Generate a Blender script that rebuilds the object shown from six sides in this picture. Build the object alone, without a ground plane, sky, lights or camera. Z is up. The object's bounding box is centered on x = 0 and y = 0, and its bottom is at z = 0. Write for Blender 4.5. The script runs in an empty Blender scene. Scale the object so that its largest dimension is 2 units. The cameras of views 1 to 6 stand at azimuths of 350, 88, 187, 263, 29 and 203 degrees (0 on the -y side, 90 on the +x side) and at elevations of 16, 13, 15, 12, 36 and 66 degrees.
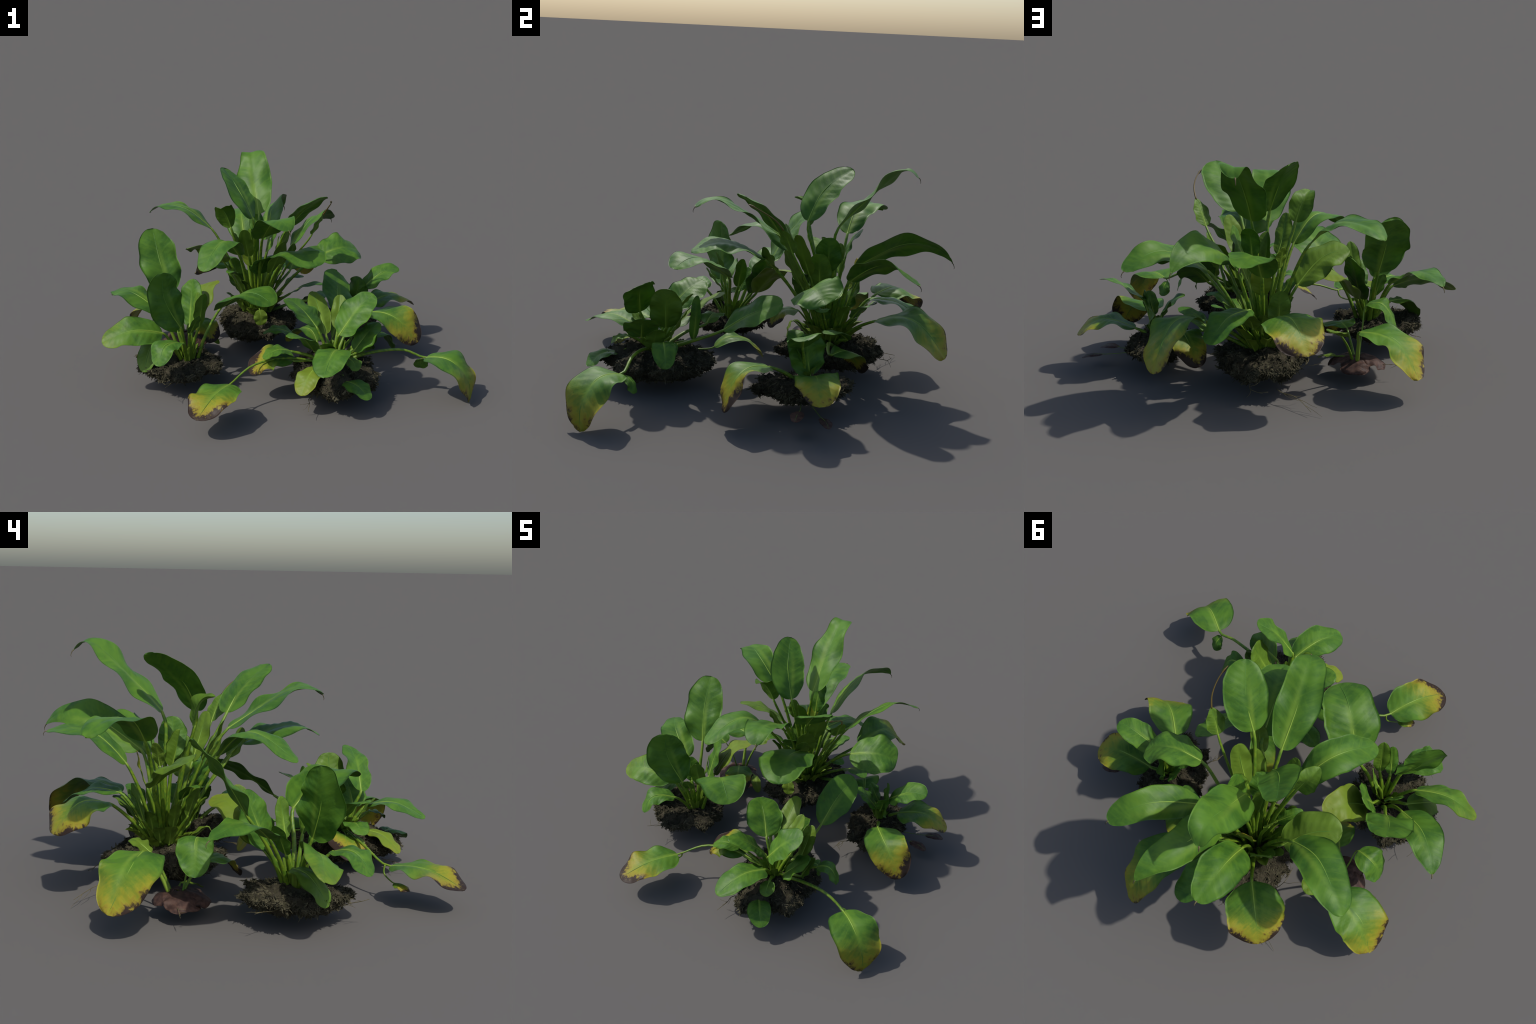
"""A patch of broad-leaved sorrel-like plants: four leafy plants with loose soil
clumps at their roots and one small withered rosette between them."""
import bpy, math, random
import numpy as np
from mathutils import Matrix, Vector, noise

rng = random.Random(7)
V = lambda *a: np.array(a, float)


# ------------------------------------------------------------------ materials
def new_mat(name):
    m = bpy.data.materials.new(name)
    m.use_nodes = True
    nt = m.node_tree
    nt.nodes.clear()
    out = nt.nodes.new("ShaderNodeOutputMaterial")
    b = nt.nodes.new("ShaderNodeBsdfPrincipled")
    nt.links.new(b.outputs[0], out.inputs[0])
    return m, nt, b


class N:
    """tiny helper for wiring shader nodes"""
    def __init__(s, nt):
        s.nt = nt

    def set(s, sock, v):
        if hasattr(v, "is_linked") or isinstance(v, bpy.types.NodeSocket):
            s.nt.links.new(v, sock)
        else:
            sock.default_value = v

    def math(s, op, a, b=0.0, c=0.0, clamp=False):
        n = s.nt.nodes.new("ShaderNodeMath")
        n.operation = op
        n.use_clamp = clamp
        for i, v in enumerate((a, b, c)):
            s.set(n.inputs[i], v)
        return n.outputs[0]

    def ramp(s, f, lo, hi):
        n = s.nt.nodes.new("ShaderNodeMapRange")
        n.interpolation_type = "SMOOTHSTEP"
        for k, v in zip(("Value", "From Min", "From Max"), (f, lo, hi)):
            s.set(n.inputs[k], v)
        return n.outputs[0]

    def mix(s, f, a, b):
        n = s.nt.nodes.new("ShaderNodeMix")
        n.data_type = "RGBA"
        s.set(n.inputs[0], f)
        s.set(n.inputs[6], a)
        s.set(n.inputs[7], b)
        return n.outputs[2]

    def noise(s, vec, scale, detail=4.0, rough=0.55, dist=0.0):
        n = s.nt.nodes.new("ShaderNodeTexNoise")
        s.nt.links.new(vec, n.inputs["Vector"])
        n.inputs["Scale"].default_value = scale
        n.inputs["Detail"].default_value = detail
        n.inputs["Roughness"].default_value = rough
        n.inputs["Distortion"].default_value = dist
        return n.outputs[0]

    def prop(s, name):
        n = s.nt.nodes.new("ShaderNodeAttribute")
        n.attribute_type = "OBJECT"
        n.attribute_name = '["%s"]' % name
        return n.outputs["Fac"]

    def mapping(s, vec, scale, loc=(0, 0, 0)):
        n = s.nt.nodes.new("ShaderNodeMapping")
        s.nt.links.new(vec, n.inputs[0])
        n.inputs["Scale"].default_value = scale
        s.set(n.inputs["Location"], loc)
        return n.outputs[0]

    def combine(s, x, y, z):
        n = s.nt.nodes.new("ShaderNodeCombineXYZ")
        for i, v in enumerate((x, y, z)):
            s.set(n.inputs[i], v)
        return n.outputs[0]


GREEN = (0.076, 0.174, 0.016, 1)
DEEP = (0.038, 0.110, 0.013, 1)
LIME = (0.108, 0.210, 0.018, 1)
OLIVE = (0.140, 0.205, 0.018, 1)
YELLOW = (0.285, 0.255, 0.018, 1)
BROWN = (0.030, 0.017, 0.011, 1)
SPOT = (0.060, 0.045, 0.020, 1)
RIB = (0.22, 0.34, 0.040, 1)


def leaf_material():
    """Blade colour. Object space of a blade: x runs 0 (base) to 1 (tip),
    y across (midrib at 0), one unit = blade length."""
    m, nt, b = new_mat("leaf_blade")
    h = N(nt)
    tc = nt.nodes.new("ShaderNodeTexCoord").outputs["Object"]
    info = nt.nodes.new("ShaderNodeObjectInfo").outputs["Random"]
    seed = h.math("MULTIPLY", info, 37.0)
    vec = h.mapping(tc, (1, 1, 1), h.combine(seed, h.math("MULTIPLY", seed, 1.7), 0.0))
    sep = nt.nodes.new("ShaderNodeSeparateXYZ")
    nt.links.new(tc, sep.inputs[0])
    x, y = sep.outputs[0], sep.outputs[1]
    ay = h.math("ABSOLUTE", y)
    # side veins: slanted bands that run out from the midrib
    slant = h.math("SUBTRACT", x, h.math("MULTIPLY", ay, 0.75))
    vein_vec = h.combine(h.math("ADD", h.math("MULTIPLY", slant, 13.0), seed),
                         h.math("MULTIPLY", ay, 2.5), h.math("MULTIPLY", h.math("SIGN", y), 3.0))
    veins = h.noise(vein_vec, 1.6, 3.0, 0.6, 0.4)
    patch = h.noise(vec, 3.2, 5.0, 0.6, 0.6)
    fine = h.noise(vec, 26.0, 4.0, 0.65)
    col = h.mix(h.ramp(patch, 0.36, 0.64), DEEP, GREEN)
    col = h.mix(h.math("MULTIPLY", h.ramp(veins, 0.45, 0.75), 0.42), col, LIME)
    col = h.mix(h.math("MULTIPLY", h.ramp(fine, 0.42, 0.72), 0.35), col, GREEN)
    col = h.mix(h.prop("olive"), col, OLIVE)
    # dead tip: yellow, then brown, ragged border that follows the side veins
    wither = h.prop("wither")
    rag = h.math("ADD", h.math("MULTIPLY", h.math("SUBTRACT", h.noise(vec, 7.0, 5.0, 0.62, 0.5), 0.5), 0.55),
                 h.math("MULTIPLY", h.math("SUBTRACT", veins, 0.5), 0.35))
    edge = h.math("MULTIPLY", h.math("MULTIPLY", ay, 0.85), h.ramp(x, 0.2, 0.7))
    reach = h.math("ADD", h.math("ADD", x, edge), h.math("ADD", rag, wither))
    on = h.ramp(wither, 0.02, 0.12)
    blot = h.math("MULTIPLY", h.math("SUBTRACT", h.noise(vec, 14.0, 4.0, 0.6, 1.0), 0.5), 0.30)
    rot = h.math("ADD", h.math("ADD", x, edge), h.math("ADD", h.math("ADD", h.math("MULTIPLY", rag, 0.45), blot), wither))
    col = h.mix(h.math("MULTIPLY", on, h.math("MULTIPLY", h.ramp(reach, 0.50, 1.02), 0.9)), col, OLIVE)
    col = h.mix(h.math("MULTIPLY", on, h.math("MULTIPLY", h.ramp(h.math("ADD", reach, blot), 0.80, 1.18), 0.85)), col, YELLOW)
    col = h.mix(h.math("MULTIPLY", on, h.math("MULTIPLY", h.ramp(rot, 1.09, 1.20), 0.5)), col, (0.20, 0.105, 0.018, 1))
    col = h.mix(h.math("MULTIPLY", on, h.ramp(rot, 1.165, 1.25)), col, BROWN)
    # pale band along the midrib
    near = h.math("MULTIPLY", h.ramp(ay, 0.055, 0.0), h.ramp(x, 0.95, 0.15))
    col = h.mix(h.math("MULTIPLY", near, 0.45), col, RIB)
    # small brown blemishes
    sv = h.mapping(vec, (1.0, 1.0, 1.0))
    blem = h.ramp(h.noise(sv, 16.0, 3.0, 0.6, 0.8), 0.665, 0.715)
    where = h.ramp(h.noise(vec, 2.6, 2.0), 0.52, 0.66)
    col = h.mix(h.math("MULTIPLY", h.math("MULTIPLY", blem, where), 0.75), col, SPOT)
    nt.links.new(col, b.inputs["Base Color"])
    b.inputs["Roughness"].default_value = 0.5
    b.inputs["Specular IOR Level"].default_value = 0.24
    bump = nt.nodes.new("ShaderNodeBump")
    bump.inputs["Strength"].default_value = 0.20
    bump.inputs["Distance"].default_value = 0.004
    hgt = h.math("ADD", veins, h.math("MULTIPLY", fine, 0.4))
    nt.links.new(hgt, bump.inputs["Height"])
    nt.links.new(bump.outputs[0], b.inputs["Normal"])
    return m


def stalk_material():
    m, nt, b = new_mat("leaf_stalk")
    h = N(nt)
    tc = nt.nodes.new("ShaderNodeTexCoord").outputs["Object"]
    sep = nt.nodes.new("ShaderNodeSeparateXYZ")
    nt.links.new(tc, sep.inputs[0])
    n1 = h.noise(h.mapping(tc, (2, 9, 9)), 3.0, 3.0)
    col = h.mix(h.ramp(n1, 0.35, 0.65), (0.072, 0.165, 0.013, 1), (0.165, 0.250, 0.015, 1))
    rib = h.mix(h.ramp(sep.outputs[0], 0.85, 0.25), (0.055, 0.165, 0.022, 1), RIB)
    col = h.mix(h.ramp(sep.outputs[0], -0.06, 0.06), col, rib)
    dead = h.ramp(h.math("MULTIPLY", sep.outputs[0], h.math("MULTIPLY", h.prop("wither"), 3.0)), 0.45, 0.9)
    col = h.mix(dead, col, (0.11, 0.075, 0.014, 1))
    nt.links.new(col, b.inputs["Base Color"])
    b.inputs["Roughness"].default_value = 0.45
    b.inputs["Specular IOR Level"].default_value = 0.4
    return m


def soil_material():
    m, nt, b = new_mat("crumbly_soil")
    h = N(nt)
    tc = nt.nodes.new("ShaderNodeTexCoord").outputs["Object"]
    n1 = h.noise(tc, 9.0, 6.0, 0.65)
    n2 = h.noise(tc, 70.0, 4.0, 0.7)
    col = h.mix(h.ramp(n1, 0.35, 0.65), (0.024, 0.021, 0.014, 1), (0.066, 0.056, 0.037, 1))
    col = h.mix(h.math("MULTIPLY", h.ramp(n2, 0.45, 0.7), 0.6), col, (0.050, 0.052, 0.024, 1))
    nt.links.new(col, b.inputs["Base Color"])
    b.inputs["Roughness"].default_value = 0.95
    b.inputs["Specular IOR Level"].default_value = 0.15
    bump = nt.nodes.new("ShaderNodeBump")
    bump.inputs["Strength"].default_value = 0.8
    bump.inputs["Distance"].default_value = 0.012
    nt.links.new(n2, bump.inputs["Height"])
    nt.links.new(bump.outputs[0], b.inputs["Normal"])
    return m


def simple_noise_material(name, c0, c1, scale, rough=0.8):
    m, nt, b = new_mat(name)
    h = N(nt)
    tc = nt.nodes.new("ShaderNodeTexCoord").outputs["Object"]
    nt.links.new(h.mix(h.ramp(h.noise(tc, scale, 4.0, 0.6), 0.35, 0.65), c0, c1), b.inputs["Base Color"])
    b.inputs["Roughness"].default_value = rough
    b.inputs["Specular IOR Level"].default_value = 0.25
    return m


M_LEAF = leaf_material()
M_STALK = stalk_material()
M_SOIL = soil_material()
M_ROOT = simple_noise_material("fine_root", (0.075, 0.062, 0.030, 1), (0.155, 0.130, 0.062, 1), 30)
M_FIBRE = simple_noise_material("root_fibre", (0.028, 0.026, 0.014, 1), (0.095, 0.085, 0.050, 1), 14, 0.95)
M_DEAD = simple_noise_material("dead_leaf", (0.040, 0.021, 0.017, 1), (0.085, 0.046, 0.034, 1), 6, 0.6)


# ------------------------------------------------------------------- geometry
def unit(v):
    v = np.asarray(v, float)
    return v / (np.linalg.norm(v) + 1e-12)


def spline(pts, n, ends=None):
    """points at equal arc steps on a Catmull-Rom curve through pts"""
    P = [np.asarray(p, float) for p in pts]
    if len(P) == 2:
        P = [P[0], (P[0] + P[1]) / 2, P[1]]
    a, z = (ends or (None, None))
    first = 2 * P[0] - P[1] if a is None else P[1] - 2 * np.asarray(a)
    last = 2 * P[-1] - P[-2] if z is None else P[-2] + 2 * np.asarray(z)
    if a is None and len(P) > 2:
        first = P[0] - (P[1] - P[0]) + 0.5 * (P[2] - 2 * P[1] + P[0])
    if z is None and len(P) > 2:
        last = P[-1] + (P[-1] - P[-2]) + 0.5 * (P[-1] - 2 * P[-2] + P[-3])
    Q = [first] + P + [last]
    out = []
    for i in range(1, len(Q) - 2):
        for t in np.linspace(0, 1, 24, endpoint=False):
            p0, p1, p2, p3 = Q[i - 1:i + 3]
            out.append(0.5 * (2 * p1 + (p2 - p0) * t + (2 * p0 - 5 * p1 + 4 * p2 - p3) * t ** 2
                              + (3 * p1 - p0 - 3 * p2 + p3) * t ** 3))
    out.append(P[-1])
    out = np.array(out)
    s = np.r_[0, np.cumsum(np.linalg.norm(np.diff(out, axis=0), axis=1))]
    u = np.linspace(0, s[-1], n) if np.isscalar(n) else np.asarray(n) * s[-1]
    return np.stack([np.interp(u, s, out[:, k]) for k in range(3)], 1), s[-1]


def mesh_object(name, verts, faces, mat, parent=None, matrix=None, smooth=True):
    me = bpy.data.meshes.new(name)
    verts = np.asarray(verts, float)
    me.from_pydata(verts.tolist(), [], faces)
    me.materials.append(mat)
    if smooth:
        me.polygons.foreach_set("use_smooth", [True] * len(me.polygons))
    me.update()
    ob = bpy.data.objects.new(name, me)
    bpy.context.scene.collection.objects.link(ob)
    if parent is not None:
        ob.parent = parent
    if matrix is not None:
        ob.matrix_local = matrix
    return ob


def tube(path, radii, sides=8, flat=1.0, up=(0, 0, 1)):
    """verts, faces of a tube along path; closed ends"""
    n = len(path)
    T = np.gradient(path, axis=0)
    ref = np.asarray(up, float)
    verts, faces = [], []
    s_prev = None
    for i in range(n):
        t = unit(T[i])
        s = np.cross(t, ref) if s_prev is None else s_prev - t * (s_prev @ t)
        if np.linalg.norm(s) < 1e-5:
            s = np.cross(t, (1, 0, 0))
        s = unit(s)
        s_prev = s
        b = np.cross(s, t)
        for k in range(sides):
            a = 2 * math.pi * k / sides
            verts.append(path[i] + radii[i] * (math.cos(a) * s + flat * math.sin(a) * b))
    for i in range(n - 1):
        for k in range(sides):
            k2 = (k + 1) % sides
            faces.append((i * sides + k, i * sides + k2, (i + 1) * sides + k2, (i + 1) * sides + k))
    faces.append(tuple(range(sides))[::-1])
    faces.append(tuple((n - 1) * sides + k for k in range(sides)))
    return np.array(verts), faces


class Plant:
    def __init__(s, crown, ground, label, name="leafy_plant"):
        s.crown = V(*crown)
        s.ob = bpy.data.objects.new(name, None)
        s.ob.empty_display_size = 0.1
        s.base = V(crown[0], crown[1], ground)
        s.ob.location = s.base
        s.ob["label"] = label
        s.ob["category"] = "plant"
        bpy.context.scene.collection.objects.link(s.ob)

    def world(s, mat):
        return Matrix.Translation(-Vector(s.base)) @ mat

    # ---- one leaf: blade mesh with a stalk (petiole + midrib) as its child
    def leaf(s, pts, W, roll=0.0, roll2=None, side=None, fold=0.17, curl=0.17, wave=0.05, waves=2.5,
             p1=0.44, p2=0.47, wither=0.0, olive=0.0, root=None, via=None, stalk=0.0095, curl2=None,
             notch=0.0, lean=0.0, mat=None, name="leaf", tail=None, hook=0.0):
        pts = [V(*p) for p in pts]
        NT, NU = 44, 19
        ts = 0.5 - 0.5 * np.cos(np.pi * np.linspace(0, 1, NT))
        ts = 0.55 * ts + 0.45 * np.linspace(0, 1, NT)
        mid, L = spline(pts, ts)
        T = np.gradient(mid, ts, axis=0)
        T /= np.linalg.norm(T, axis=1)[:, None]
        chord = pts[-1] - pts[0]
        hdir = V(chord[0], chord[1], 0)
        if np.linalg.norm(hdir) < 0.02:
            hdir = V(*(pts[0] - s.crown))
            hdir[2] = 0
        level = np.cross(hdir, (0, 0, 1))
        side = level if side is None else V(*side) * (1 if np.dot(side, level) >= 0 else -1)
        side = unit(side)
        if roll2 is None:
            roll2 = roll
        if curl2 is None:
            curl2 = curl
        f = ts ** p1 * (1 - ts) ** p2
        f /= f.max()
        half = 1.01 * W / 2 * f
        half = np.maximum(half, stalk * 0.55 * (1 - ts))
        ph = rng.uniform(0, 6.28)
        ph2 = rng.uniform(0, 6.28)
        seed = Vector((rng.uniform(0, 50), rng.uniform(0, 50), rng.uniform(0, 50)))
        us = np.linspace(-1, 1, NU)
        us = np.sign(us) * np.abs(us) ** 0.9
        top = np.zeros((NT, NU, 3))
        bot = np.zeros((NT, NU, 3))
        sides, norms = [], []
        for i, t in enumerate(ts):
            a = math.radians(roll + (roll2 - roll) * t)
            sv = unit(side - T[i] * (side @ T[i]))
            nv = np.cross(sv, T[i])
            sv, nv = math.cos(a) * sv + math.sin(a) * nv, math.cos(a) * nv - math.sin(a) * sv
            sides.append(sv)
            norms.append(nv)
            w = half[i]
            env = math.sin(math.pi * min(1, t * 1.05)) ** 0.5 if t < 0.95 else 0.35
            c = curl + (curl2 - curl) * t
            for j, u in enumerate(us):
                au = abs(u)
                z = w * (fold * au - c * au ** 2.0)
                pw = ph if u < 0 else ph2
                z += wave * W * env * au ** 1.8 * math.sin(waves * 6.283 * t + pw)
                z += 0.007 * W * math.sin(60 * (t - 0.5 * au * w / L) + pw) * au * (1 - au) * 4 * env
                q = Vector((t * 3.0, u * 1.4, 0)) + seed
                z += 0.075 * W * env * noise.noise(q) * (0.25 + au)
                ragged = 1 + (0.05 * noise.noise(Vector((t * 10.0, 3.0 * (u > 0), 7)) + seed)
                              + 0.13 * noise.noise(Vector((t * 3.2, 5.0 * (u > 0), 17)) + seed)) * min(1, au * 2)
                back = -notch * W * max(0, 1 - (au / 0.8) ** 2) * max(0, (t - 0.75) / 0.25) ** 2
                p = mid[i] + sv * (u * w * ragged) + nv * z + T[i] * back
                th = 0.0026 * (1 - 0.65 * au ** 3) * min(1, w / 0.02)
                top[i, j] = p + nv * th * 0.5
                bot[i, j] = p - nv * th * 0.5
        # local frame of the blade: x base -> tip, y across, unit = chord length
        xa = unit(chord)
        ya = np.mean(sides, 0)
        ya = unit(ya - xa * (ya @ xa))
        za = np.cross(xa, ya)
        Lc = np.linalg.norm(chord)
        R = Matrix(((xa[0], ya[0], za[0]), (xa[1], ya[1], za[1]), (xa[2], ya[2], za[2]))).to_4x4()
        M = Matrix.Translation(Vector(pts[0])) @ R @ Matrix.Scale(Lc, 4)
        B = np.stack([xa, ya, za], 1)
        loc = lambda p: (np.asarray(p) - pts[0]) @ B / Lc
        verts = np.concatenate([top.reshape(-1, 3), bot.reshape(-1, 3)])
        nn = NT * NU
        faces = []
        for i in range(NT - 1):
            for j in range(NU - 1):
                q = (i * NU + j, i * NU + j + 1, (i + 1) * NU + j + 1, (i + 1) * NU + j)
                faces.append(q[::-1])
                faces.append(tuple(k + nn for k in q))
        rim = ([(i, 0) for i in range(NT)] + [(NT - 1, j) for j in range(1, NU)]
               + [(i, NU - 1) for i in range(NT - 2, -1, -1)] + [(0, j) for j in range(NU - 2, 0, -1)])
        ids = [i * NU + j for i, j in rim]
        for a, b in zip(ids, ids[1:] + ids[:1]):
            faces.append((a, b, b + nn, a + nn))
        blade = mesh_object(name, loc(verts), faces, mat or M_LEAF, s.ob, s.world(M))
        blade["wither"] = float(wither)
        blade["olive"] = float(olive)
        # ---- stalk: from the crown to the blade, then tapering along the midrib
        if stalk > 0:
            if root is None:
                d = V(pts[0][0] - s.crown[0], pts[0][1] - s.crown[1], 0)
                dl = np.linalg.norm(d)
                root = s.crown + unit(d) * min(0.05, 0.25 * dl) + V(0, 0, -0.02)
            root = V(*root)
            way = [root] + [V(*v) for v in (via or [])] + [pts[0]]
            reach = np.linalg.norm(pts[0] - root)
            if via is None and reach > 0.03:
                out = unit(V(pts[0][0] - root[0], pts[0][1] - root[1], 0) + 1e-6)
                midp = (root + pts[0]) / 2 + V(0, 0, 1) * reach * 0.05 * (1 + lean) - out * reach * 0.03
                way.insert(1, midp)
            pet, _ = spline(way, 16, (None, T[0] * reach * 0.25))
            keep = ts < 0.93
            ridge = mid[keep] + np.array(norms)[keep] * 0.0004
            path = np.concatenate([pet[:-1], ridge])
            r1 = np.linspace(stalk * 1.4, stalk * 0.9, len(pet) - 1)
            tk = ts[keep]
            r2 = stalk * 0.8 * (1 - tk / 0.95) ** 1.2 * 0.45 + 0.0011
            r2[0] = stalk * 0.8
            r2[1] = min(stalk * 0.72, r2[1] * 1.25)
            v, fc = tube(path, np.r_[r1, r2], 8, 0.85)
            st = mesh_object("leaf_stalk", loc(v), fc, M_STALK, blade)
            st["wither"] = float(wither)
        if hook > 0:      # dried, curled-over tip
            e = pts[-1] - T[-1] * 0.006
            path, _ = spline([e, e + T[-1] * hook * .6, e + T[-1] * hook - V(0, 0, hook * .45), e + T[-1] * hook * .85 - V(0, 0, hook * .9)], 10)
            v, fc = tube(path, np.linspace(0.0042, 0.0014, 10), 6, 0.6)
            hk = mesh_object("dried_tip", loc(v), fc, M_ROOT, blade)
        if tail is not None:
            path, _ = spline([pts[-1] - T[-1] * 0.01] + [V(*q) for q in tail], 22)
            r = np.linspace(0.0045, 0.002, 22)
            r[-5:-1] = (0.003, 0.006, 0.0065, 0.004)
            v, fc = tube(path, r, 6)
            td = mesh_object("tendril", loc(v), fc, M_STALK, blade)
            td["wither"] = 0.35
        return blade

    def thread(s, pts, r=0.0015, name="root", mat=None, n=14, sides=5):
        path, _ = spline(pts, n)
        path = path - s.base
        v, f = tube(path, np.linspace(r, r * 0.5, n), sides)
        return mesh_object(name, v, f, mat or M_ROOT, s.ob)

    # ---- crumbly lump of soil held by a felt of root fibres
    def soil(s, centre, rx, ry, z_bot, z_rim, z_top, n_fibre=1500, spin=0.0):
        c = V(*centre, 0)
        sd = Vector((rng.uniform(0, 90), rng.uniform(0, 90), 3))
        ca, sa = math.cos(spin), math.sin(spin)

        def surf(a, k):
            """k -1 (bottom pole) .. 0 (rim) .. 1 (top pole)"""
            r = math.sqrt(max(0, 1 - abs(k) ** (1.7 if k > 0 else 1.35)))
            rim = 1 + 0.30 * noise.noise(Vector((1.7 * math.cos(a), 1.7 * math.sin(a), 0)) + sd) \
                + 0.16 * noise.noise(Vector((5 * math.cos(a), 5 * math.sin(a), 4)) + sd)
            x0, y0 = r * rim * rx * math.cos(a), r * rim * ry * math.sin(a)
            z = z_rim + (k * (z_top - z_rim) if k > 0 else k * (z_rim - z_bot))
            p = V(c[0] + ca * x0 - sa * y0, c[1] + sa * x0 + ca * y0, z)
            q = Vector(p * 9) + sd
            q2 = Vector(p * 32) + sd
            d = noise.noise_vector(q) * 0.026 + noise.noise_vector(q2) * 0.017 \
                + noise.noise_vector(Vector(p * 85) + sd) * 0.006
            p = p + V(*d)
            p[2] = max(p[2], 0.004)
            return p
        NA, NK = 150, 56
        ks = np.sin(np.linspace(-math.pi / 2, math.pi / 2, NK))
        verts = [surf(2 * math.pi * i / NA, k) - s.base for k in ks for i in range(NA)]
        faces = []
        for k in range(NK - 1):
            for i in range(NA):
                j = (i + 1) % NA
                faces.append((k * NA + i, k * NA + j, (k + 1) * NA + j, (k + 1) * NA + i))
        faces.append(tuple(range(NA))[::-1])
        faces.append(tuple((NK - 1) * NA + i for i in range(NA)))
        mesh_object("soil_clump", verts, faces, M_SOIL, s.ob)
        # felt of short crooked fibres standing off the lump
        vs, fs, base = [], [], 0
        for _ in range(n_fibre):
            a = rng.uniform(0, 6.283)
            k = rng.choice((rng.uniform(-0.9, 0.3), rng.uniform(-0.4, 0.25), rng.uniform(0.0, 0.97)))
            p = surf(a, k)
            out = unit(V(p[0] - c[0], p[1] - c[1], 0.6 * (p[2] - z_rim)))
            d = unit(out * rng.uniform(0.1, 1.0) + V(rng.gauss(0, .6), rng.gauss(0, .6), rng.gauss(-.1, .5)))
            ln = rng.uniform(0.012, 0.030) * (1.5 if rng.random() < 0.08 else 1)
            bend = V(rng.gauss(0, 1), rng.gauss(0, 1), rng.gauss(0, 1)) * 0.6
            path = np.array([p - d * 0.006 + (d * t + bend * (t * t - t) * 0.8) * ln for t in (0, .35, .7, 1.0)])
            path[:, 2] = np.maximum(path[:, 2], 0.003)
            r0 = rng.choice((rng.uniform(0.0012, 0.002), rng.uniform(0.003, 0.006)))
            v, f = tube(path - s.base, np.array([r0 * 0.9, r0, r0 * 0.8, r0 * 0.3]), 4, 0.35, up=(rng.gauss(0, 1), rng.gauss(0, 1), 1))
            vs.append(v)
            fs += [tuple(q + base for q in ff) for ff in f]
            base += len(v)
        fo = mesh_object("root_fibre", np.concatenate(vs), fs, M_FIBRE, s.ob, smooth=False)
        fo["kind"] = "stuff"

    def fine_roots(s, start, heading, length, forks=3, r=0.0022):
        """one branching root thread"""
        p = V(*start)
        d = unit(heading)
        pts = [p]
        for i in range(5):
            d = unit(d + V(rng.gauss(0, .25), rng.gauss(0, .25), rng.gauss(0, .12)))
            p = p + d * length / 5
            p[2] = max(p[2], 0.004)
            pts.append(p)
        s.thread(pts, r)
        for k in range(forks):
            i = rng.randrange(1, 5)
            d2 = unit(d + V(rng.gauss(0, .8), rng.gauss(0, .8), rng.gauss(0, .3)))
            q = [pts[i]]
            for _ in range(3):
                d2 = unit(d2 + V(rng.gauss(0, .3), rng.gauss(0, .3), rng.gauss(0, .15)))
                z = q[-1] + d2 * length * 0.13
                z[2] = max(z[2], 0.004)
                q.append(z)
            s.thread(q, r * 0.6, n=8, sides=4)


# ---------------------------------------------------------------- tall plant
A = Plant((-0.007, 0.373, 0.195), 0.0, "tall leafy plant with upright glossy green paddle leaves")
A.soil((-0.02, 0.39), 0.235, 0.27, 0.05, 0.14, 0.20, 5200)
A.leaf([(.034, .386, .834), (.039, .504, .968), (.056, .694, 1.15), (.041, .795, 1.121)], .215, hook=.022, side=(.18, -.073, .02), p2=.58, wave=.07, curl=.15)
A.leaf([(-.035, .226, .85), (-.101, .309, 1.013), (-.160, .466, 1.123)], .205, side=(.155, .145, -.05), wave=.03)
A.leaf([(.147, .069, .814), (.231, -.021, .941), (.299, -.155, 1.04)], .215, wave=.03)
A.leaf([(-.006, .075, .763), (.005, -.141, .899), (.029, -.293, .96), (.058, -.383, .917)], .205, hook=.022, wave=.07)
A.leaf([(-.144, .13, .655), (-.26, -.006, .785), (-.404, -.195, .673)], .19, wave=.05)
A.leaf([(.130, -.002, .665), (.155, -.226, .747), (.205, -.388, .704)], .30, wave=.03, p1=.45)
A.leaf([(.359, .228, .571), (.518, .244, .615), (.640, .29, .575)], .25, side=(.06, -.186, -.1), p1=.45, p2=.33, notch=.14)
A.leaf([(.248, .442, .595), (.436, .591, .735), (.586, .741, .672)], .165, hook=.022, side=(-.07, .10, -.06), wave=.07)
A.leaf([(.111, .488, .642), (.178, .703, .785), (.26, .86, .80), (.313, .953, .73)], .20, hook=.022, side=(-.12, .03, -.11), wave=.05, p2=.8)
A.leaf([(-.033, .556, .60), (-.025, .68, .73), (-.01, .80, .762), (.012, .923, .748)], .21, hook=.022, side=(-.154,.037,-.017), wave=.03)
A.leaf([(-.124, .637, .432), (-.205, .767, .453), (-.28, .878, .329)], .29, wither=0.15, p1=.42, p2=.45, curl=.3)
A.leaf([(-.258, .468, .744), (-.40, .53, .865), (-.53, .64, .875), (-.613, .712, .826)], .20, side=(-.073,-.158,.015), wave=.05)
A.leaf([(-.192, .428, .527), (-.306, .353, .645), (-.437, .296, .675)], .21, side=(.1,-.158,.074), olive=.5)
A.leaf([(.27, .587, .393), (.364, .773, .43), (.42, .937, .25)], .24, side=(-.146,.12,.02), wither=0.13)
A.leaf([(.026, .586, .446), (.11, .73, .45), (.173, .86, .366)], .17)
A.leaf([(.31, .132, .747), (.34, .10, .825), (.371, .073, .884)], .095, p1=.6, p2=.9, olive=.3, stalk=.007,
       tail=[(.385, .03, .93), (.385, -.04, .972), (.367, -.105, 1.0)])
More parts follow.
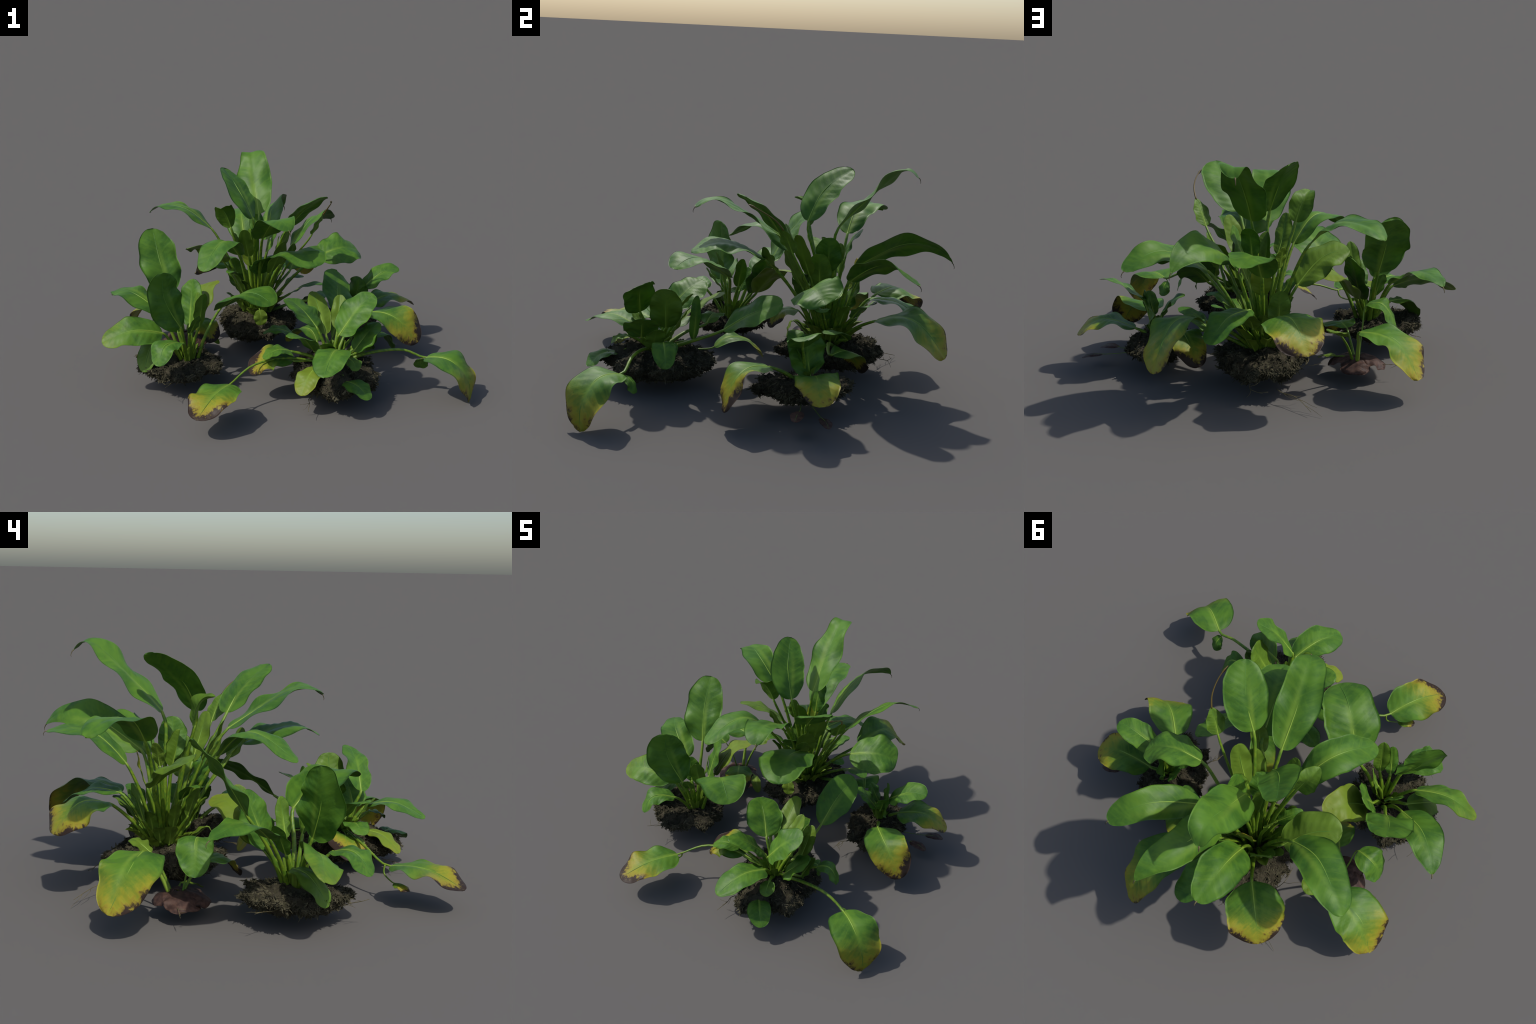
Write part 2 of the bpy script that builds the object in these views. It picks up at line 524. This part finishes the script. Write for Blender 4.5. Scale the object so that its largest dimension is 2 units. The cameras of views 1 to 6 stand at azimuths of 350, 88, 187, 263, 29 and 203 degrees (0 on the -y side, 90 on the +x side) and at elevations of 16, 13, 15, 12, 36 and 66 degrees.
A.leaf([(-.168, .244, .80), (-.19, .232, .87), (-.215, .21, .92), (-.238, .155, .942)], .115, side=(1, .15, 0), fold=.5, curl=.1, p1=.42, p2=.6, olive=.3)
A.leaf([(.412, .357, .244), (.37, .45, .25), (.291, .512, .12)], .18, wither=0.27, root=(.05, .40, .17), via=[(.25, .35, .25)])
A.leaf([(.234, .449, .274), (.34, .385, .345), (.427, .305, .362)], .10, root=(.05, .40, .17))
A.leaf([(-.022, .165, .285), (-.022, .15, .25), (-.022, .143, .19)], .085, olive=.8, p2=.4, root=(-.01, .30, .17),
       via=[(-.02, .21, .26)], stalk=.005)
A.leaf([(-.096, .476, .342), (-.108, .50, .43), (-.116, .525, .525)], .12, olive=.2)
# inner, younger leaves standing round the crown
A.leaf([(.10, .24, .58), (.15, .20, .70), (.184, .163, .817)], .105, olive=.55, p2=.42)
A.leaf([(.07, .34, .60), (.11, .335, .70), (.137, .332, .80)], .135, p2=.42)
A.leaf([(.08, .30, .51), (.115, .29, .61), (.138, .286, .71)], .125, p2=.42, olive=.3)
A.leaf([(.06, .21, .50), (.10, .15, .62), (.124, .108, .72)], .115, p2=.45, olive=.5)
A.leaf([(-.07, .20, .62), (-.095, .15, .72), (-.106, .105, .816)], .09, olive=.45)
A.leaf([(-.02, .34, .58), (-.03, .32, .68), (-.035, .304, .765)], .08, fold=.8, curl=-.1, olive=.4)
A.leaf([(-.10, .40, .60), (-.11, .41, .66), (-.125, .42, .715)], .07, olive=.7, p2=.45)
A.leaf([(-.02, .46, .48), (-.02, .49, .57), (-.023, .505, .66)], .10, olive=1.0, wither=0.16)  # opaque blade coloured yellow-lime for sunlight glowing through it
A.leaf([(.03, .43, .66), (.03, .46, .76), (.03, .52, .83)], .095, p2=.42)
A.leaf([(.001, .236, .493), (.015, .21, .56), (.03, .15, .615)], .19, p1=.45, p2=.42)
A.leaf([(.10, .06, .60), (.14, .02, .66), (.16, -.01, .74)], .09, olive=.5)
A.leaf([(-.10, .30, .44), (-.16, .27, .51), (-.20, .22, .52)], .07)
A.leaf([(.12, .48, .36), (.17, .52, .43), (.22, .54, .45)], .09)
A.leaf([(.16, .33, .36), (.22, .31, .43), (.29, .29, .43)], .09)
A.leaf([(.02, .52, .33), (.03, .57, .40), (.05, .62, .43)], .10, olive=.4)
# small spoon-shaped basal leaves, mostly on the shaded flanks
for x, y, z, dx, dy, dz, w in ((-.09, .34, .30, -.07, -.02, .13, .06), (-.08, .43, .28, -.08, .03, .12, .06),
                               (-.06, .29, .32, -.05, -.06, .14, .06), (-.11, .40, .24, -.08, .01, .09, .055),
                               (.06, .47, .30, .05, .08, .12, .06), (.10, .42, .32, .08, .03, .12, .06),
                               (.09, .30, .34, .07, -.03, .13, .06), (-.02, .50, .30, -.02, .09, .12, .06),
                               (-.10, .27, .36, -.07, -.05, .15, .065), (.02, .25, .30, .01, -.08, .12, .06)):
    b = V(x, y, z)
    t = b + V(dx, dy, dz)
    A.leaf([b, (b + t) / 2 + V(0, 0, .015), t], w, olive=rng.uniform(.2, .6), fold=.35, curl=.15, stalk=.008, p2=.42)
for i in range(16):       # short sheaths packed round the crown
    a = i * 2.399
    r = 0.055 + 0.05 * rng.random()
    hgt = rng.uniform(.06, .12)
    b = A.crown + V(math.cos(a) * r, math.sin(a) * r, rng.uniform(-.01, .03))
    t = b + V(math.cos(a) * r * .9, math.sin(a) * r * .9, hgt)
    A.leaf([b, (b + t) / 2 + V(0, 0, .012), t], rng.uniform(.055, .085), olive=rng.uniform(.5, 1.0), fold=.5, curl=0,
           stalk=.006, p2=.7)
A.fine_roots((-.16, .60, .10), (-.7, .7, .15), .24, 5)
A.fine_roots((-.10, .62, .06), (-.6, .8, -.1), .26, 5)
A.fine_roots((.02, .66, .10), (.1, 1, .1), .12, 3)

# ---------------------------------------------------- front plant, sun side
B = Plant((-0.514, -0.18, 0.155), 0.0, "leafy green plant with one tall upright leaf")
B.soil((-0.575, -0.185), 0.225, 0.225, 0.045, 0.135, 0.16, 4200)
B.leaf([(-.578, .048, .486), (-.618, .151, .66), (-.637, .285, .822)], .245, wave=.06, p2=.42)
B.leaf([(-.554, -.245, .37), (-.636, -.263, .552), (-.632, -.257, .707)], .24, side=(-.19, -.15, .03), p2=.42, wave=.04)
B.leaf([(-.642, -.042, .397), (-.763, .04, .487), (-.85, .14, .50), (-.904, .227, .463)], .19, hook=.022, wave=.06, p2=.7)
B.leaf([(-.655, -.211, .335), (-.824, -.232, .375), (-.998, -.216, .317)], .20, side=(.0,-.15,-.10), wave=.05, wither=0.05)
B.leaf([(-.312, -.198, .447), (-.176, -.377, .585), (-.065, -.496, .541)], .29, wave=.03, p1=.45)
B.leaf([(-.555, -.337, .31), (-.66, -.41, .335), (-.70, -.478, .244)], .17)
B.leaf([(-.643, -.151, .264), (-.73, -.21, .25), (-.773, -.28, .136)], .15, olive=.3)
B.leaf([(-.481, -.057, .308), (-.46, -.005, .44), (-.438, .041, .562)], .19, side=(.112,-.152,-.029), p2=.5)
B.leaf([(-.445, -.22, .36), (-.43, -.25, .47), (-.417, -.278, .569)], .085, olive=.3, fold=.4)
B.leaf([(-.456, -.028, .32), (-.38, .07, .47), (-.29, .175, .49)], .20, wither=0.05, olive=.9, roll=15)
B.leaf([(-.50, -.24, .33), (-.475, -.30, .41), (-.46, -.33, .46)], .07)
B.leaf([(-.56, -.13, .30), (-.58, -.10, .38), (-.60, -.08, .44)], .10)
B.leaf([(-.47, -.14, .35), (-.44, -.13, .45), (-.43, -.12, .53)], .08, olive=.3)
for i in range(7):
    a = i * 2.399
    b = B.crown + V(math.cos(a) * .035, math.sin(a) * .035, -.01)
    t = b + V(math.cos(a) * .03, math.sin(a) * .03, rng.uniform(.06, .12))
    B.leaf([b, (b + t) / 2, t], .04, olive=.6, fold=.5, curl=0, stalk=.005)
B.fine_roots((-.72, -.10, .12), (-.6, .5, -.1), .16, 3)
B.fine_roots((-.62, -.36, .09), (-.3, -.9, .1), .14, 3)

# ---------------------------------------------------- front plant, centre
C = Plant((0.25, -0.55, 0.215), 0.0, "low leafy plant with long drooping yellowed leaves")
C.soil((0.25, -0.535), 0.225, 0.275, 0.035, 0.135, 0.215, 5200)
C.leaf([(.265, -.642, .389), (.37, -.635, .525), (.467, -.611, .591)], .185, side=(.1,-.151,-.032), wave=.05, p1=.45, p2=.45)
C.leaf([(.174, -.495, .39), (.11, -.405, .475), (.04, -.33, .515)], .205, side=(.15, .138, -.04), wave=.04)
C.leaf([(.255, -.671, .313), (.18, -.80, .345), (.099, -.939, .281)], .19, p1=.36, wave=.03)
C.leaf([(.158, -.49, .249), (.08, -.56, .36), (-.015, -.609, .394)], .15, p1=.5)
C.leaf([(.353, -.624, .282), (.43, -.615, .37), (.50, -.597, .422)], .18, p1=.45)
C.leaf([(.235, -.46, .33), (.23, -.34, .43), (.227, -.205, .50)], .12, olive=.6, wave=.05)
C.leaf([(.30, -.48, .36), (.325, -.42, .45), (.345, -.365, .52)], .09, olive=.6, fold=.4)
C.leaf([(.379, -.204, .344), (.41, -.06, .45), (.451, .091, .515)], .19, side=(-.152,-.013,.07), p1=.55, via=[(.33, -.40, .25)])
C.leaf([(-.346, -.652, .173), (-.45, -.80, .185), (-.565, -.935, .122)], .235, wither=0.27, p1=.4,
       via=[(.0, -.53, .24), (-.20, -.56, .23)], stalk=.0065, wave=.05)
C.leaf([(.744, -.68, .221), (.845, -.775, .23), (.925, -.835, .13), (.935, -.835, .003)], .255, wither=0.14, p1=.42, p2=.6,
       via=[(.45, -.60, .25), (.62, -.64, .265)], stalk=.0085, wave=.04)
C.leaf([(.139, -.642, .214), (.07, -.72, .20), (.012, -.791, .126)], .13, olive=1.0, wither=0.06)
C.leaf([(.266, -.76, .167), (.31, -.84, .165), (.355, -.899, .111)], .13, p1=.4)
C.leaf([(.30, -.70, .27), (.312, -.75, .265), (.316, -.784, .23)], .085, olive=.2)
C.leaf([(.018, -.533, .278), (-.06, -.55, .30), (-.145, -.561, .266)], .12)
C.leaf([(.033, -.525, .217), (-.095, -.49, .24), (-.208, -.51, .158)], .20, side=(.0, .17, .045), wither=0.25)
C.leaf([(.50, -.50, .30), (.57, -.49, .31), (.616, -.474, .206)], .12)
C.leaf([(.45, -.48, .29), (.49, -.47, .28), (.502, -.472, .216)], .085)
C.leaf([(.30, -.36, .26), (.33, -.35, .38), (.335, -.345, .51)], .06, fold=.4)
C.leaf([(.235, -.25, .205), (.215, -.17, .255), (.165, -.07, .22), (.118, .008, .12)], .135, wither=0.12, root=(.24, -.46, .19), via=[(.24, -.33, .19)], stalk=.006)
C.leaf([(.08, -.30, .285), (0, -.27, .315), (-.078, -.235, .287)], .12)
C.leaf([(.335, -.50, .33), (.395, -.50, .46), (.425, -.495, .563)], .165, olive=.35, p2=.4)
C.leaf([(.38, -.47, .30), (.40, -.42, .40), (.405, -.37, .47)], .09, olive=.6)
C.leaf([(.20, -.62, .26), (.19, -.66, .33), (.18, -.70, .37)], .08, olive=.4)
C.leaf([(.43, -.56, .25), (.47, -.54, .33), (.50, -.53, .37)], .11, olive=.3)
C.leaf([(.719, -.661, .206), (.735, -.628, .185), (.742, -.603, .128)], .075, root=(.735, -.68, .222), stalk=.003, curl=.5, p2=.4)
C.leaf([(-.397, -.657, .108), (-.44, -.68, .112), (-.485, -.70, .096)], .06, root=(-.33, -.63, .175), via=[(-.345, -.625, .135)], stalk=.0035, olive=.3, wither=.25, curl=.5, p2=.4)
for i in range(9):
    a = i * 2.399 + 1
    b = C.crown + V(math.cos(a) * .05, math.sin(a) * .05, -.01)
    t = b + V(math.cos(a) * .04, math.sin(a) * .04, rng.uniform(.05, .10))
    C.leaf([b, (b + t) / 2, t], .045, olive=.5, fold=.5, curl=0, stalk=.005)
C.fine_roots((.08, -.72, .08), (-.7, -.7, -.1), .14, 3)

# ---------------------------------------------------- right-hand plant
D = Plant((0.575, 0.215, 0.185), 0.0, "small leafy plant with yellow and brown tipped leaves")
D.soil((0.57, 0.205), 0.150, 0.225, 0.055, 0.125, 0.185, 3400)
D.leaf([(.645, .188, .355), (.77, .185, .45), (.877, .176, .465)], .165, side=(-.008,.138,.035), wave=.05)
D.leaf([(.606, .235, .20), (.612, .215, .31), (.635, .203, .42)], .19, side=(-.08, .18, 0), p2=.42, wave=.06)
D.leaf([(.684, .245, .221), (.85, .25, .27), (.995, .256, .191)], .22, side=(.05,-.198,0), wither=0.15, p1=.45)
D.leaf([(.642, .031, .249), (.712, -.066, .268), (.79, -.135, .225), (.876, -.178, .099)], .23, side=(-.208,-.07,-.021), wither=0.25, p1=.42)
D.leaf([(.565, .184, .262), (.49, .165, .355), (.433, .15, .38)], .11)
D.leaf([(.55, .25, .26), (.51, .26, .33), (.487, .259, .374)], .10)
D.leaf([(.60, .17, .27), (.62, .15, .34), (.63, .12, .39)], .08)
D.leaf([(.80, .18, .09), (.866, .163, .092), (.91, .152, .078)], .065, curl=.1, fold=.0, wave=.0, mat=M_DEAD, root=(.62, .20, .09),
       via=[(.72, .19, .08)], stalk=.0018)
D.leaf([(.86, .28, .085), (.918, .297, .088), (.965, .307, .074)], .055, curl=.1, fold=.0, wave=.0, mat=M_DEAD, root=(.62, .22, .09),
       via=[(.74, .25, .085)], stalk=.0018)
for i in range(5):
    a = i * 2.399
    b = D.crown + V(math.cos(a) * .03, math.sin(a) * .03, -.01)
    t = b + V(math.cos(a) * .03, math.sin(a) * .03, rng.uniform(.05, .09))
    D.leaf([b, (b + t) / 2, t], .04, olive=.4, fold=.5, curl=0, stalk=.005)
D.fine_roots((.47, .05, .07), (-.5, -.8, -.1), .14, 4)

# ---------------------------------------------------- withered rosette
E = Plant((-0.475, 0.335, 0.135), 0.03, "withered brown rosette with a few green leaves", "withered_rosette")
E.leaf([(-.498, .481, .307), (-.677, .535, .285), (-.778, .625, .124)], .26, wither=0.13, p1=.42, stalk=.008)
E.leaf([(-.526, .239, .372), (-.61, .265, .375), (-.675, .267, .242)], .15, p1=.42, stalk=.004)
E.leaf([(-.42, .215, .235), (-.37, .12, .235), (-.34, .05, .145)], .17, wither=0.27, stalk=.006)
E.leaf([(-.404, .446, .273), (-.38, .50, .315), (-.358, .535, .325)], .11, olive=.6, stalk=.006)
E.leaf([(-.361, .312, .117), (-.32, .26, .105), (-.278, .211, .068)], .06, olive=.8, stalk=.004)
for a, ln, w in ((195, .15, .17), (262, .15, .19), (325, .16, .17), (85, .11, .15)):
    d = V(math.cos(math.radians(a)), math.sin(math.radians(a)), 0)
    c = E.crown + V(0, 0, -.012)
    E.leaf([c + d * .012, c + d * ln * .55 + V(0, 0, -.010), c + d * ln + V(0, 0, -.050)], w, mat=M_DEAD, stalk=0,
           name="dead_leaf", p1=.42, p2=.36, wave=.03, curl=.5, fold=.2)
E.fine_roots((-.60, .34, .09), (-1, .1, -.1), .10, 4, .0016)
